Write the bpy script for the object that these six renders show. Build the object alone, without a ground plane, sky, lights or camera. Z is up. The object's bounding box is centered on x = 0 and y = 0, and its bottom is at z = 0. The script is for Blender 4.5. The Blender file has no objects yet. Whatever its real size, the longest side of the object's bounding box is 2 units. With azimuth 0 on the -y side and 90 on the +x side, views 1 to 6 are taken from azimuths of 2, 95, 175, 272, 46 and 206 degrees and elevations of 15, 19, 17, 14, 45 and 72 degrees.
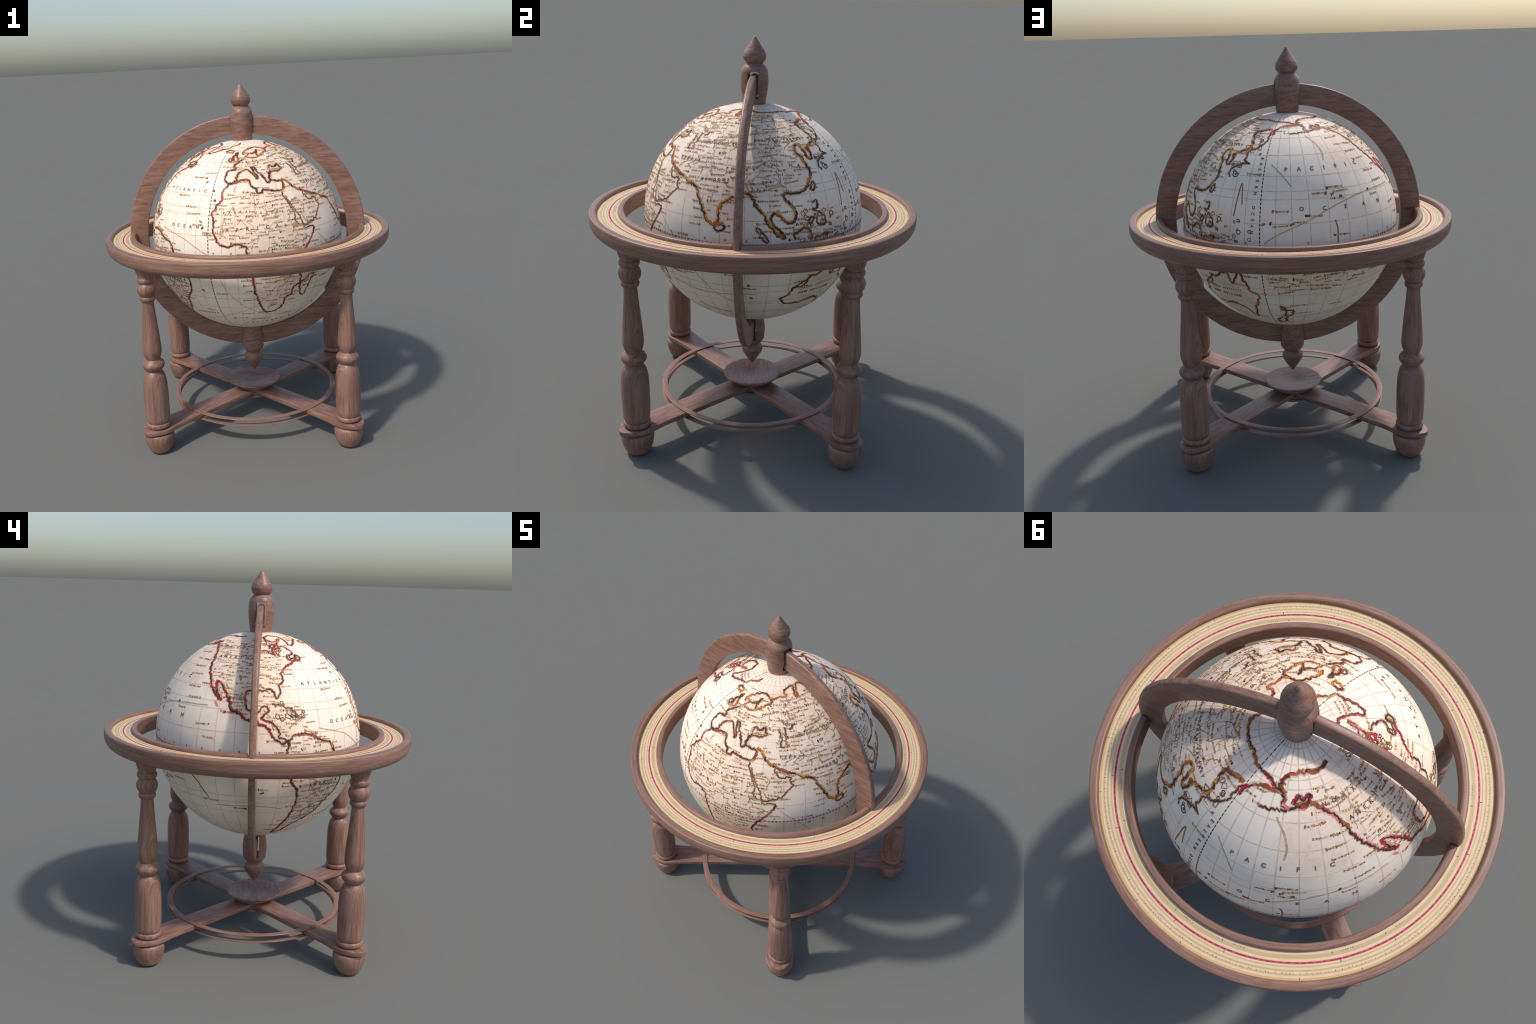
import bpy, bmesh, math, random
from mathutils import Vector, Matrix

# ---------------------------------------------------------------- dimensions
GLOBE_Z, GLOBE_R = 1.126, 0.557           # centre height and radius of the globe
LEG_X, LEG_Y = 0.534, 0.517               # leg axes
RING_TOP, RING_BOTTOM, PAPER_Z = 1.164, 1.0765, 1.147
MERIDIAN_OUT, MERIDIAN_IN, MERIDIAN_HALF = 0.6975, 0.5915, 0.0156
LON_TO_AZIMUTH = -92.0                    # map longitude -> azimuth about z
rng = random.Random(7)

# ---------------------------------------------------------------- node helpers
def new_material(name, roughness=0.5, specular=0.5):
    m = bpy.data.materials.new(name)
    m.use_nodes = True
    nt = m.node_tree
    b = nt.nodes["Principled BSDF"]
    b.inputs["Roughness"].default_value = roughness
    b.inputs["Specular IOR Level"].default_value = specular
    return m, nt, b


def node(nt, kind, **inputs):
    n = nt.nodes.new(kind)
    for k, v in inputs.items():
        k = k.replace("_", " ")
        if k in n.inputs:
            n.inputs[k].default_value = v
    return n


def math_node(nt, op, a, b=None, c=None):
    n = nt.nodes.new("ShaderNodeMath")
    n.operation = op
    for i, v in enumerate((a, b, c)):
        if v is None:
            continue
        if isinstance(v, (int, float)):
            n.inputs[i].default_value = v
        else:
            nt.links.new(v, n.inputs[i])
    return n.outputs[0]


def ramp(nt, fac, stops, interpolation="LINEAR"):
    n = nt.nodes.new("ShaderNodeValToRGB")
    r = n.color_ramp
    r.interpolation = interpolation
    while len(r.elements) > 1:
        r.elements.remove(r.elements[-1])
    r.elements[0].position = stops[0][0]
    r.elements[0].color = (*stops[0][1], 1)
    for p, c in stops[1:]:
        e = r.elements.new(p)
        e.color = (*c, 1)
    nt.links.new(fac, n.inputs["Fac"])
    return n.outputs["Color"]


def mix_colour(nt, fac, a, b, blend="MIX"):
    n = nt.nodes.new("ShaderNodeMix")
    n.data_type = "RGBA"
    n.blend_type = blend
    f, ca, cb = n.inputs[0], n.inputs[6], n.inputs[7]
    for s, v in ((f, fac), (ca, a), (cb, b)):
        if isinstance(v, (int, float)):
            s.default_value = v
        elif isinstance(v, tuple):
            s.default_value = (*v, 1)
        else:
            nt.links.new(v, s)
    return n.outputs[2]


def separate(nt, vec):
    n = nt.nodes.new("ShaderNodeSeparateXYZ")
    nt.links.new(vec, n.inputs[0])
    return n.outputs


def combine(nt, x, y, z):
    n = nt.nodes.new("ShaderNodeCombineXYZ")
    for s, v in zip(n.inputs, (x, y, z)):
        if isinstance(v, (int, float)):
            s.default_value = v
        else:
            nt.links.new(v, s)
    return n.outputs[0]


def noise(nt, vec, scale=1.0, detail=4.0, rough=0.55, distortion=0.0, w=None):
    n = node(nt, "ShaderNodeTexNoise", Scale=scale, Detail=detail, Roughness=rough, Distortion=distortion)
    nt.links.new(vec, n.inputs["Vector"])
    if w is not None:
        n.noise_dimensions = "4D"
        nt.links.new(w, n.inputs["W"])
    return n.outputs["Fac"]


# ---------------------------------------------------------------- materials
WOOD_DARK, WOOD_MID, WOOD_LIGHT = (0.150, 0.069, 0.046), (0.220, 0.112, 0.079), (0.335, 0.198, 0.147)


def wood(name, grain, roughness=0.42):
    """Reddish walnut. grain: 'polar' runs round the z axis, 'x' along x, 'turned' = planks on a lathe (layers face (1,-1)), 'knot' = fine burr."""
    m, nt, bsdf = new_material(name, roughness, 0.45)
    co = node(nt, "ShaderNodeTexCoord").outputs["Object"]
    x, y, z = separate(nt, co)
    w = [None, None, None]
    if grain == "polar":
        r = math_node(nt, "SQRT", math_node(nt, "ADD", math_node(nt, "MULTIPLY", x, x), math_node(nt, "MULTIPLY", y, y)))
        ux, uy = math_node(nt, "DIVIDE", x, r), math_node(nt, "DIVIDE", y, r)

        def swept(along, across):         # grain that closes on itself round the ring: unit circle + height, radius as the fourth dimension
            return combine(nt, math_node(nt, "MULTIPLY", ux, along), math_node(nt, "MULTIPLY", uy, along), math_node(nt, "MULTIPLY", z, across)), math_node(nt, "MULTIPLY", r, across)

        (v, w[0]), (fine, w[1]), (broad, w[2]) = swept(4.5, 130.0), swept(13.0, 270.0), swept(1.6, 24.0)
    elif grain == "x":
        v = combine(nt, math_node(nt, "MULTIPLY", x, 8.0), math_node(nt, "MULTIPLY", y, 60.0), math_node(nt, "MULTIPLY", z, 62.0))
        fine = combine(nt, math_node(nt, "MULTIPLY", x, 22.0), math_node(nt, "MULTIPLY", y, 150.0), math_node(nt, "MULTIPLY", z, 190.0))
        broad = combine(nt, math_node(nt, "MULTIPLY", x, 3.0), math_node(nt, "MULTIPLY", y, 12.0), math_node(nt, "MULTIPLY", z, 14.0))
    elif grain == "turned":
        d = math_node(nt, "MULTIPLY", math_node(nt, "ADD", x, y), 0.707)
        t = math_node(nt, "MULTIPLY", math_node(nt, "SUBTRACT", x, y), 0.707)
        v = combine(nt, math_node(nt, "MULTIPLY", d, 130.0), math_node(nt, "MULTIPLY", t, 14.0), math_node(nt, "MULTIPLY", z, 5.0))
        fine = combine(nt, math_node(nt, "MULTIPLY", d, 330.0), math_node(nt, "MULTIPLY", t, 160.0), math_node(nt, "MULTIPLY", z, 9.0))
        broad = combine(nt, math_node(nt, "MULTIPLY", d, 30.0), math_node(nt, "MULTIPLY", t, 14.0), math_node(nt, "MULTIPLY", z, 2.5))
    else:
        v = combine(nt, math_node(nt, "MULTIPLY", x, 22.0), math_node(nt, "MULTIPLY", y, 34.0), math_node(nt, "MULTIPLY", z, 85.0))
        fine = combine(nt, math_node(nt, "MULTIPLY", x, 110.0), math_node(nt, "MULTIPLY", y, 120.0), math_node(nt, "MULTIPLY", z, 260.0))
        broad = combine(nt, math_node(nt, "MULTIPLY", x, 12.0), math_node(nt, "MULTIPLY", y, 12.0), math_node(nt, "MULTIPLY", z, 16.0))
    n1 = noise(nt, v, 1.0, 5.0, 0.6, 0.5, w[0])
    n2 = noise(nt, fine, 1.0, 3.0, 0.6, 0.0, w[1])
    n3 = noise(nt, broad, 1.0, 2.0, 0.5, 0.3, w[2])
    g = math_node(nt, "ADD", math_node(nt, "MULTIPLY", n1, 0.52), math_node(nt, "ADD", math_node(nt, "MULTIPLY", n2, 0.30), math_node(nt, "MULTIPLY", n3, 0.18)))
    col = ramp(nt, g, [(0.35, WOOD_DARK), (0.46, WOOD_MID), (0.54, tuple(0.5 * (p + q) for p, q in zip(WOOD_MID, WOOD_LIGHT))), (0.65, WOOD_LIGHT)])
    nt.links.new(col, bsdf.inputs["Base Color"])
    bump = node(nt, "ShaderNodeBump", Strength=0.12, Distance=0.002)
    nt.links.new(g, bump.inputs["Height"])
    nt.links.new(bump.outputs[0], bsdf.inputs["Normal"])
    return m


def plain(name, colour, roughness=0.6, vary=0.0, scale=60.0, other=None):
    m, nt, bsdf = new_material(name, roughness, 0.25)
    if vary or other:
        co = node(nt, "ShaderNodeTexCoord").outputs["Object"]
        n = noise(nt, co, scale, 3.0, 0.6)
        c2 = other or tuple(min(1, c * (1 + vary)) for c in colour)
        c1 = colour if other else tuple(c * (1 - vary) for c in colour)
        nt.links.new(ramp(nt, n, [(0.40, c1), (0.60, c2)]), bsdf.inputs["Base Color"])
    else:
        bsdf.inputs["Base Color"].default_value = (*colour, 1)
    return m


LAND_PATCHES = [  # (lon, lat, angular radius): where the printed land stains the parchment warmer
    (10, 22, 22), (20, 8, 20), (24, -18, 18), (15, 52, 16), (45, 58, 18), (75, 58, 20), (110, 58, 22), (60, 38, 18), (90, 40, 18), (112, 34, 15), (79, 20, 11), (46, 23, 10),
    (-95, 50, 22), (-112, 58, 16), (-85, 36, 14), (-100, 28, 10), (-78, 18, 14), (-58, -8, 18), (-60, -28, 14), (132, 4, 16), (137, -28, 18), (192, -16, 17), (172, -18, 12), (-140, 48, 16)]


def globe_paper(name):
    m, nt, bsdf = new_material(name, 0.55, 0.25)
    co = node(nt, "ShaderNodeTexCoord").outputs["Object"]
    big = noise(nt, co, 3.2, 3.0, 0.55)
    mid = noise(nt, co, 16.0, 4.0, 0.6)
    small = noise(nt, co, 60.0, 3.0, 0.6)
    land = None
    for lon, lat, rad in LAND_PATCHES:
        a, b = math.radians(lon + LON_TO_AZIMUTH), math.radians(lat)
        d = nt.nodes.new("ShaderNodeVectorMath")
        d.operation = "DOT_PRODUCT"
        nt.links.new(co, d.inputs[0])
        d.inputs[1].default_value = (math.cos(b) * math.cos(a) / GLOBE_R, math.cos(b) * math.sin(a) / GLOBE_R, math.sin(b) / GLOBE_R)
        mr = node(nt, "ShaderNodeMapRange")
        mr.inputs["From Min"].default_value = math.cos(math.radians(rad * 1.25))
        mr.inputs["From Max"].default_value = math.cos(math.radians(rad * 0.55))
        nt.links.new(d.outputs["Value"], mr.inputs["Value"])
        land = mr.outputs[0] if land is None else math_node(nt, "MAXIMUM", land, mr.outputs[0])
    f = math_node(nt, "ADD", math_node(nt, "MULTIPLY", land, 0.62), math_node(nt, "MULTIPLY", math_node(nt, "SUBTRACT", big, 0.35), 0.9))
    base = ramp(nt, f, [(0.10, GLOBE_OCEAN), (0.75, GLOBE_LAND)])
    spots = math_node(nt, "MULTIPLY", math_node(nt, "ADD", math_node(nt, "MULTIPLY", land, 0.75), 0.25), ramp(nt, mid, [(0.46, (0, 0, 0)), (0.74, (0.45, 0.45, 0.45))]))
    base = mix_colour(nt, spots, base, GLOBE_STAIN)
    flecks = math_node(nt, "MULTIPLY", math_node(nt, "ADD", math_node(nt, "MULTIPLY", land, 0.85), 0.10), ramp(nt, small, [(0.50, (0, 0, 0)), (0.72, (0.45, 0.45, 0.45))]))
    base = mix_colour(nt, flecks, base, GLOBE_STAIN)
    nt.links.new(base, bsdf.inputs["Base Color"])
    return m


GLOBE_OCEAN, GLOBE_LAND, GLOBE_STAIN = (0.940, 0.815, 0.672), (0.900, 0.718, 0.568), (0.670, 0.455, 0.320)
CREAM, TAN, OCHRE, CRIMSON = (0.740, 0.560, 0.355), (0.560, 0.405, 0.222), (0.60, 0.43, 0.215), (0.56, 0.075, 0.125)
BANDS = [  # radius where each printed band of the horizon scale begins
    (0.690, CREAM), (0.7003, TAN), (0.7159, CREAM), (0.7255, CRIMSON), (0.7344, CREAM), (0.7404, TAN), (0.7455, CREAM),
    (0.7546, TAN), (0.7610, CREAM), (0.7686, TAN), (0.7757, CREAM), (0.7840, OCHRE)]


def horizon_paper(name):
    m, nt, bsdf = new_material(name, 0.5, 0.35)
    co = node(nt, "ShaderNodeTexCoord").outputs["Object"]
    x, y, z = separate(nt, co)
    r = math_node(nt, "SQRT", math_node(nt, "ADD", math_node(nt, "MULTIPLY", x, x), math_node(nt, "MULTIPLY", y, y)))
    f = math_node(nt, "MULTIPLY", math_node(nt, "SUBTRACT", r, 0.685), 1 / 0.115)
    col = ramp(nt, f, [(0.0 if i == 0 else (p - 0.685) / 0.115, c) for i, (p, c) in enumerate(BANDS)], "CONSTANT")
    stain = noise(nt, co, 14.0, 4.0, 0.6)
    col = mix_colour(nt, 1.0, col, ramp(nt, stain, [(0.3, (0.93, 0.92, 0.90)), (0.7, (1, 1, 1))]), "MULTIPLY")
    nt.links.new(col, bsdf.inputs["Base Color"])
    return m


# ---------------------------------------------------------------- mesh helpers
def link(obj, parent=None):
    bpy.context.scene.collection.objects.link(obj)
    if parent is not None:
        obj.parent = parent
    return obj


def mesh_object(name, verts, faces, materials, parent=None, sharp=35.0, slots=None):
    me = bpy.data.meshes.new(name)
    me.from_pydata([tuple(v) for v in verts], [], faces)
    for m in materials:
        me.materials.append(m)
    if slots:
        me.polygons.foreach_set("material_index", slots)
    if sharp is not None:
        me.polygons.foreach_set("use_smooth", [True] * len(me.polygons))
        me.set_sharp_from_angle(angle=math.radians(sharp))
    me.update()
    return link(bpy.data.objects.new(name, me), parent)


def smooth_profile(points, step=0.004):
    """points: (r, z) or (r, z, 'c') where 'c' marks a crisp corner; Catmull-Rom between corners."""
    runs, run = [], [points[0]]
    for p in points[1:]:
        run.append(p)
        if len(p) == 3:
            runs.append(run)
            run = [p]
    if len(run) > 1:
        runs.append(run)
    out = []
    for run in runs:
        q = [Vector((p[0], p[1])) for p in run]
        if len(q) == 2:
            out += [q[0]]
            continue
        ext = [q[0] * 2 - q[1]] + q + [q[-1] * 2 - q[-2]]
        for i in range(1, len(ext) - 2):
            p0, p1, p2, p3 = ext[i - 1:i + 3]
            n = max(2, int((p2 - p1).length / step))
            for k in range(n):
                t = k / n
                out.append(0.5 * (2 * p1 + (p2 - p0) * t + (2 * p0 - 5 * p1 + 4 * p2 - p3) * t * t + (3 * p1 - p0 - 3 * p2 + p3) * t ** 3))
    out.append(Vector(points[-1][:2]))
    return [(max(0.0, p[0]), p[1]) for p in out]


def lathe(name, profile, material, parent=None, segments=64, closed=False, sharp=35.0, axis="z", origin=(0, 0, 0)):
    """Turns an (r, z) profile round an axis; profile ends on the axis become poles."""
    verts, rings = [], []
    ox, oy, oz = origin

    def place(r, h, a):
        c, s = r * math.cos(a), r * math.sin(a)
        return (c + ox, s + oy, h + oz) if axis == "z" else (c + ox, h + oy, s + oz)

    for r, h in profile:
        if r < 1e-6:
            verts.append(place(0, h, 0))
            rings.append([len(verts) - 1])
        else:
            start = len(verts)
            verts += [place(r, h, 2 * math.pi * i / segments) for i in range(segments)]
            rings.append(list(range(start, start + segments)))
    faces = []
    pairs = list(zip(rings, rings[1:])) + ([(rings[-1], rings[0])] if closed else [])
    for a, b in pairs:
        for i in range(segments):
            j = (i + 1) % segments
            if len(a) == 1 and len(b) == 1:
                continue
            if len(a) == 1:
                faces.append((a[0], b[j], b[i]))
            elif len(b) == 1:
                faces.append((a[i], a[j], b[0]))
            else:
                faces.append((a[i], a[j], b[j], b[i]))
    o = mesh_object(name, verts, faces, [material], parent, None)
    bm = bmesh.new()
    bm.from_mesh(o.data)
    bmesh.ops.recalc_face_normals(bm, faces=bm.faces)
    bm.to_mesh(o.data)
    bm.free()
    o.data.polygons.foreach_set("use_smooth", [True] * len(o.data.polygons))
    o.data.set_sharp_from_angle(angle=math.radians(sharp))
    return o


def box_cutter(size, centre, bevel=0.0):
    bm = bmesh.new()
    bmesh.ops.create_cube(bm, size=1.0)
    for v in bm.verts:
        v.co = Vector((v.co.x * size[0] + centre[0], v.co.y * size[1] + centre[1], v.co.z * size[2] + centre[2]))
    if bevel:
        edges = [e for e in bm.edges if abs((e.verts[0].co - e.verts[1].co).x) > 1e-5]
        bmesh.ops.bevel(bm, geom=edges, offset=bevel, segments=4, profile=0.5, affect="EDGES")
    me = bpy.data.meshes.new("cutter")
    bm.to_mesh(me)
    bm.free()
    return link(bpy.data.objects.new("cutter", me))


def carve(obj, cutters, bevel=0.0, sharp=35.0):
    for c in cutters:
        mod = obj.modifiers.new("cut", "BOOLEAN")
        mod.operation, mod.solver, mod.object = "DIFFERENCE", "EXACT", c
    dg = bpy.context.evaluated_depsgraph_get()
    me = bpy.data.meshes.new_from_object(obj.evaluated_get(dg))
    name = obj.data.name
    old = obj.data
    obj.modifiers.clear()
    obj.data = me
    bpy.data.meshes.remove(old)
    me.name = name
    me.polygons.foreach_set("use_smooth", [True] * len(me.polygons))
    me.set_sharp_from_angle(angle=math.radians(sharp))
    for c in cutters:
        d = c.data
        bpy.data.objects.remove(c)
        bpy.data.meshes.remove(d)


# ---------------------------------------------------------------- wooden stand
thing = bpy.data.objects.new("terrestrial_globe", None)
link(thing)
thing["label"] = "antique parchment world globe in turned wooden floor stand"
thing["category"] = "globe"

wood_ring = wood("walnut_ring_grain", "polar")
wood_arc = wood("walnut_cross_grain", "x")
wood_leg = wood("walnut_turned_grain", "turned")
wood_burr = wood("walnut_burr_grain", "knot")
wood_bar = wood("walnut_bar_grain", "x")
paper_scale = horizon_paper("horizon_scale_paper")

LEG_PROFILE = smooth_profile([
    (0.0, 1.080, "c"), (0.056, 1.080, "c"), (0.0495, 1.056), (0.0438, 1.038), (0.0420, 1.0270, "c"),
    (0.0445, 1.0262), (0.0478, 1.0215), (0.0490, 1.0145), (0.0478, 1.0060), (0.0435, 0.9985), (0.0395, 0.9945, "c"),
    (0.0430, 0.9890), (0.0492, 0.9780), (0.0528, 0.9640), (0.0515, 0.9500), (0.0460, 0.9355), (0.0375, 0.9225, "c"),
    (0.0405, 0.9200), (0.0428, 0.9130), (0.0425, 0.9060), (0.0390, 0.8980), (0.0312, 0.8905, "c"),
    (0.0335, 0.8500), (0.0372, 0.8030), (0.0412, 0.7550), (0.0455, 0.7060), (0.0492, 0.6550), (0.0510, 0.6200), (0.0505, 0.6040),
    (0.0472, 0.5870), (0.0420, 0.5710), (0.0380, 0.5600, "c"),
    (0.0450, 0.5535), (0.0560, 0.5430), (0.0615, 0.5300), (0.0600, 0.5190), (0.0520, 0.5050), (0.0405, 0.4925, "c"),
    (0.0490, 0.4810), (0.0560, 0.4680), (0.0612, 0.4500), (0.0655, 0.4200), (0.0678, 0.3700), (0.0682, 0.3200), (0.0680, 0.2700),
    (0.0668, 0.2250), (0.0648, 0.2020), (0.0610, 0.1890), (0.0580, 0.1855, "c"),
    (0.0628, 0.1842), (0.0665, 0.1785), (0.0676, 0.1715), (0.0662, 0.1635), (0.0610, 0.1568), (0.0500, 0.1540, "c"), (0.0500, 0.1210, "c"),
    (0.0690, 0.1195, "c"), (0.0770, 0.1140), (0.0806, 0.1010), (0.0812, 0.0850), (0.0788, 0.0650), (0.0732, 0.0450), (0.0635, 0.0200),
    (0.0510, 0.0050), (0.0330, 0.0, "c"), (0.0, 0.0, "c")], 0.0035)

leg_mesh = None
for k, (sx, sy) in enumerate(((-1, -1), (1, -1), (1, 1), (-1, 1))):
    if leg_mesh is None:
        leg = lathe("leg", [(r * 1.012, z) for r, z in LEG_PROFILE], wood_leg, thing, 72, sharp=38)
        leg_mesh = leg.data
    else:
        leg = link(bpy.data.objects.new("leg", leg_mesh), thing)
    leg.location = (sx * LEG_X, sy * LEG_Y, 0)
    leg.rotation_euler = (0, 0, k * math.pi / 2 - math.pi / 2)

# stretchers: four flat bars, pointed where they meet under the dish, swelling to a rounded pad under each leg
BAR_TOP, BAR_BOTTOM = 0.1515, 0.1262
HALF = [(0.0, 0.0), (0.064, 0.062), (0.20, 0.0635), (0.45, 0.0650), (0.60, 0.0665), (0.65, 0.0695), (0.69, 0.0750), (0.72, 0.0775), (0.745, 0.0768),
        (0.77, 0.0710), (0.79, 0.0620), (0.81, 0.0490), (0.825, 0.0350), (0.836, 0.0200), (0.842, 0.0)]


def bar_mesh():
    bm = bmesh.new()
    dense = [HALF[0]]
    q = [Vector(p) for p in HALF]
    for i in range(1, len(q) - 1):
        p0, p1, p2, p3 = q[max(1, i - 1)], q[i], q[i + 1], q[min(len(q) - 1, i + 2)]
        if i + 2 > len(q) - 1:
            p3 = Vector((q[-2].x, -q[-2].y))
        for k in range(4):
            t = k / 4
            c = 0.5 * (2 * p1 + (p2 - p0) * t + (2 * p0 - 5 * p1 + 4 * p2 - p3) * t * t + (3 * p1 - p0 - 3 * p2 + p3) * t ** 3)
            dense.append((c.x, c.y))
    outline = dense + [HALF[-1]] + [(x, -y) for x, y in reversed(dense[1:])]
    ring = [bm.verts.new((x, y, BAR_BOTTOM)) for x, y in outline]
    face = bm.faces.new(ring)
    top = bmesh.ops.extrude_face_region(bm, geom=[face])
    for v in top["geom"]:
        if isinstance(v, bmesh.types.BMVert):
            v.co.z = BAR_TOP
    bmesh.ops.recalc_face_normals(bm, faces=bm.faces)
    rim = [e for e in bm.edges if abs(e.verts[0].co.z - e.verts[1].co.z) < 1e-6 and min(v.co.x for v in e.verts) > 0.06]
    bmesh.ops.bevel(bm, geom=rim, offset=0.003, segments=3, profile=0.5, affect="EDGES")
    me = bpy.data.meshes.new("stretcher")
    bm.to_mesh(me)
    bm.free()
    me.materials.append(wood_bar)
    me.polygons.foreach_set("use_smooth", [True] * len(me.polygons))
    me.set_sharp_from_angle(angle=math.radians(40))
    return me


bar = bar_mesh()
for k, (sx, sy) in enumerate(((-1, -1), (1, -1), (1, 1), (-1, 1))):
    o = link(bpy.data.objects.new("stretcher", bar), thing)
    o.rotation_euler = (0, 0, math.atan2(sy * LEG_Y, sx * LEG_X))
    o.location.z = 0.0004 * k


def rounded_rect(r0, r1, z0, z1, b):
    pts = []
    for cx, cz, a0 in ((r1 - b, z0 + b, -90), (r1 - b, z1 - b, 0), (r0 + b, z1 - b, 90), (r0 + b, z0 + b, 180)):
        for k in range(5):
            a = math.radians(a0 + 22.5 * k)
            pts.append((cx + b * math.cos(a), cz + b * math.sin(a)))
    return pts


for z0, z1 in ((0.1533, 0.1580), (0.1178, 0.1224)):
    lathe("hoop", rounded_rect(0.468, 0.4990, z0, z1, 0.0020), wood_ring, thing, 160, closed=True)

lathe("compass_dish", smooth_profile([
    (0.0, 0.1815, "c"), (0.030, 0.1835), (0.060, 0.1890), (0.095, 0.1955), (0.130, 0.2000), (0.148, 0.2018), (0.1535, 0.2016), (0.1572, 0.1988), (0.1562, 0.1945),
    (0.148, 0.1880), (0.132, 0.1800), (0.112, 0.1740, "c"), (0.1135, 0.1725), (0.1165, 0.1685), (0.1165, 0.1640), (0.112, 0.1590), (0.103, 0.1555, "c"),
    (0.101, 0.1522, "c"), (0.0, 0.1522, "c")]), wood_bar, thing, 96)
lathe("centre_boss", smooth_profile([
    (0.0, 0.1480, "c"), (0.084, 0.1480, "c"), (0.082, 0.130), (0.084, 0.1135, "c"), (0.0905, 0.1120), (0.0945, 0.1070), (0.0930, 0.1010), (0.0860, 0.0965),
    (0.070, 0.0945, "c"), (0.0, 0.0940, "c")]), wood_burr, thing, 80)

# horizon ring: two raised rims with a sunken printed band between them
ring = lathe("horizon_ring", smooth_profile([
    (0.7925, 1.1430, "c"), (0.7935, 1.1570), (0.7955, 1.1615), (0.7995, 1.1650), (0.8080, 1.1653), (0.8190, 1.1652), (0.8262, 1.1645), (0.8298, 1.1615), (0.8314, 1.1545),
    (0.8318, 1.1450), (0.8318, 1.1300), (0.8308, 1.1180), (0.8270, 1.1045), (0.8198, 1.0925), (0.8090, 1.0825), (0.7960, 1.0803), (0.7830, 1.0785, "c"),
    (0.6680, 1.0785, "c"), (0.6628, 1.0800), (0.6602, 1.0840), (0.6595, 1.1000), (0.6592, 1.1540), (0.6600, 1.1600), (0.6625, 1.1642), (0.6670, 1.1652),
    (0.6780, 1.1653), (0.6840, 1.1642), (0.6878, 1.1600), (0.6896, 1.1550), (0.6900, 1.1430, "c")], 0.003), wood_ring, thing, 256, closed=True)
cuts = []
for s in (-1, 1):
    cuts.append(box_cutter((0.062, 2 * MERIDIAN_HALF + 0.009, 0.20), (s * (0.6985 - 0.031), 0, 1.12)))
carve(ring, cuts)
band = lathe("horizon_scale", [(0.6885, PAPER_Z), (0.7940, PAPER_Z), (0.7940, 1.1415), (0.6885, 1.1415)], paper_scale, ring, 256, closed=True)

ink_blue = plain("blue_black_ink", (0.12, 0.10, 0.13), 0.6)
ink_dash = plain("dash_ink", (0.10, 0.035, 0.05), 0.6)
tick_v, tick_f, tick_m = [], [], []


def tick(radius, angle, along, across, slot):
    """A printed stroke on the horizon scale, a hair proud of the paper."""
    a = math.radians(angle)
    e, t = Vector((math.cos(a), math.sin(a), 0)), Vector((-math.sin(a), math.cos(a), 0))
    c = e * radius + Vector((0, 0, PAPER_Z - 0.0002))
    base = len(tick_v)
    for h in (0.0, 0.0006):
        for u, w in ((-1, -1), (1, -1), (1, 1), (-1, 1)):
            tick_v.append(c + e * (u * across * 0.6) + t * (w * along * 0.6) + Vector((0, 0, h)))
    for f in ((4, 5, 6, 7), (0, 1, 5, 4), (1, 2, 6, 5), (2, 3, 7, 6), (3, 0, 4, 7)):
        tick_f.append(tuple(base + i for i in f))
        tick_m.append(slot)


SEVENTH = 360 / 7
a = 0.0
while a < 359:
    tick(0.7300 + rng.uniform(-0.0012, 0.0012), a, rng.choice((0.008, 0.012, 0.014, 0.018)), 0.0022, 1)
    a += rng.uniform(1.5, 2.5)
a = 0.0
while a < 359.5:
    tick(0.7688 + rng.uniform(-0.001, 0.001), a, 0.0022, rng.choice((0.0022, 0.0022, 0.003, 0.0048)), 0)
    a += rng.choice((0.8, 1.1, 1.5, 1.9))
a = 0.0
while a < 359:
    if rng.random() < 0.5:
        tick(0.7572, a, 0.0018, 0.0018, 0)
    a += 2.2
for k in range(7):
    o = k * SEVENTH
    tick(0.7868, 11.5 + o, 0.0024, 0.0078, 0)
    tick(0.7868, 28.6 + o, 0.0024, 0.0060, 0)
    tick(0.7390, 23.5 + o, 0.0024, 0.0085, 0)
    tick(0.7390, 40.6 + o, 0.0024, 0.0085, 0)
    tick(0.7040, 38.9 + o, 0.0024, 0.0070, 0)
    tick(0.7040, 21.5 + o, 0.0024, 0.0070, 0)
    for j in range(5):
        tick(0.7010 + rng.uniform(0, 0.002), 42.8 + o + 0.75 * j + rng.uniform(-0.15, 0.15), 0.0024, rng.choice((0.0024, 0.004)), 0)
        tick(0.7010 + rng.uniform(0, 0.002), 25.0 + o + 0.75 * j + rng.uniform(-0.15, 0.15), 0.0024, rng.choice((0.0024, 0.004)), 0)
marks = mesh_object("scale_marks", tick_v, tick_f, [ink_blue, ink_dash], ring, None, tick_m)
marks["kind"] = "stuff"

# meridian ring, upright in the x-z plane, edges rounded
R0, R1, H = MERIDIAN_IN, MERIDIAN_OUT, MERIDIAN_HALF
arc = [(R0 + 0.003 * (1 - math.cos(math.radians(t))) , -H + 0.003 - 0.003 * math.sin(math.radians(t))) for t in (0, 30, 60, 90)]
arc += [(R1 - 0.010 + 0.010 * math.sin(math.radians(t)), -H + 0.010 * (1 - math.cos(math.radians(t)))) for t in (0, 15, 30, 45, 60, 75, 90)]
arc += [(r, -h) for r, h in reversed(arc)]
lathe("meridian_ring", arc, wood_arc, thing, 240, closed=True, axis="y", origin=(0, 0, GLOBE_Z), sharp=50)

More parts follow.
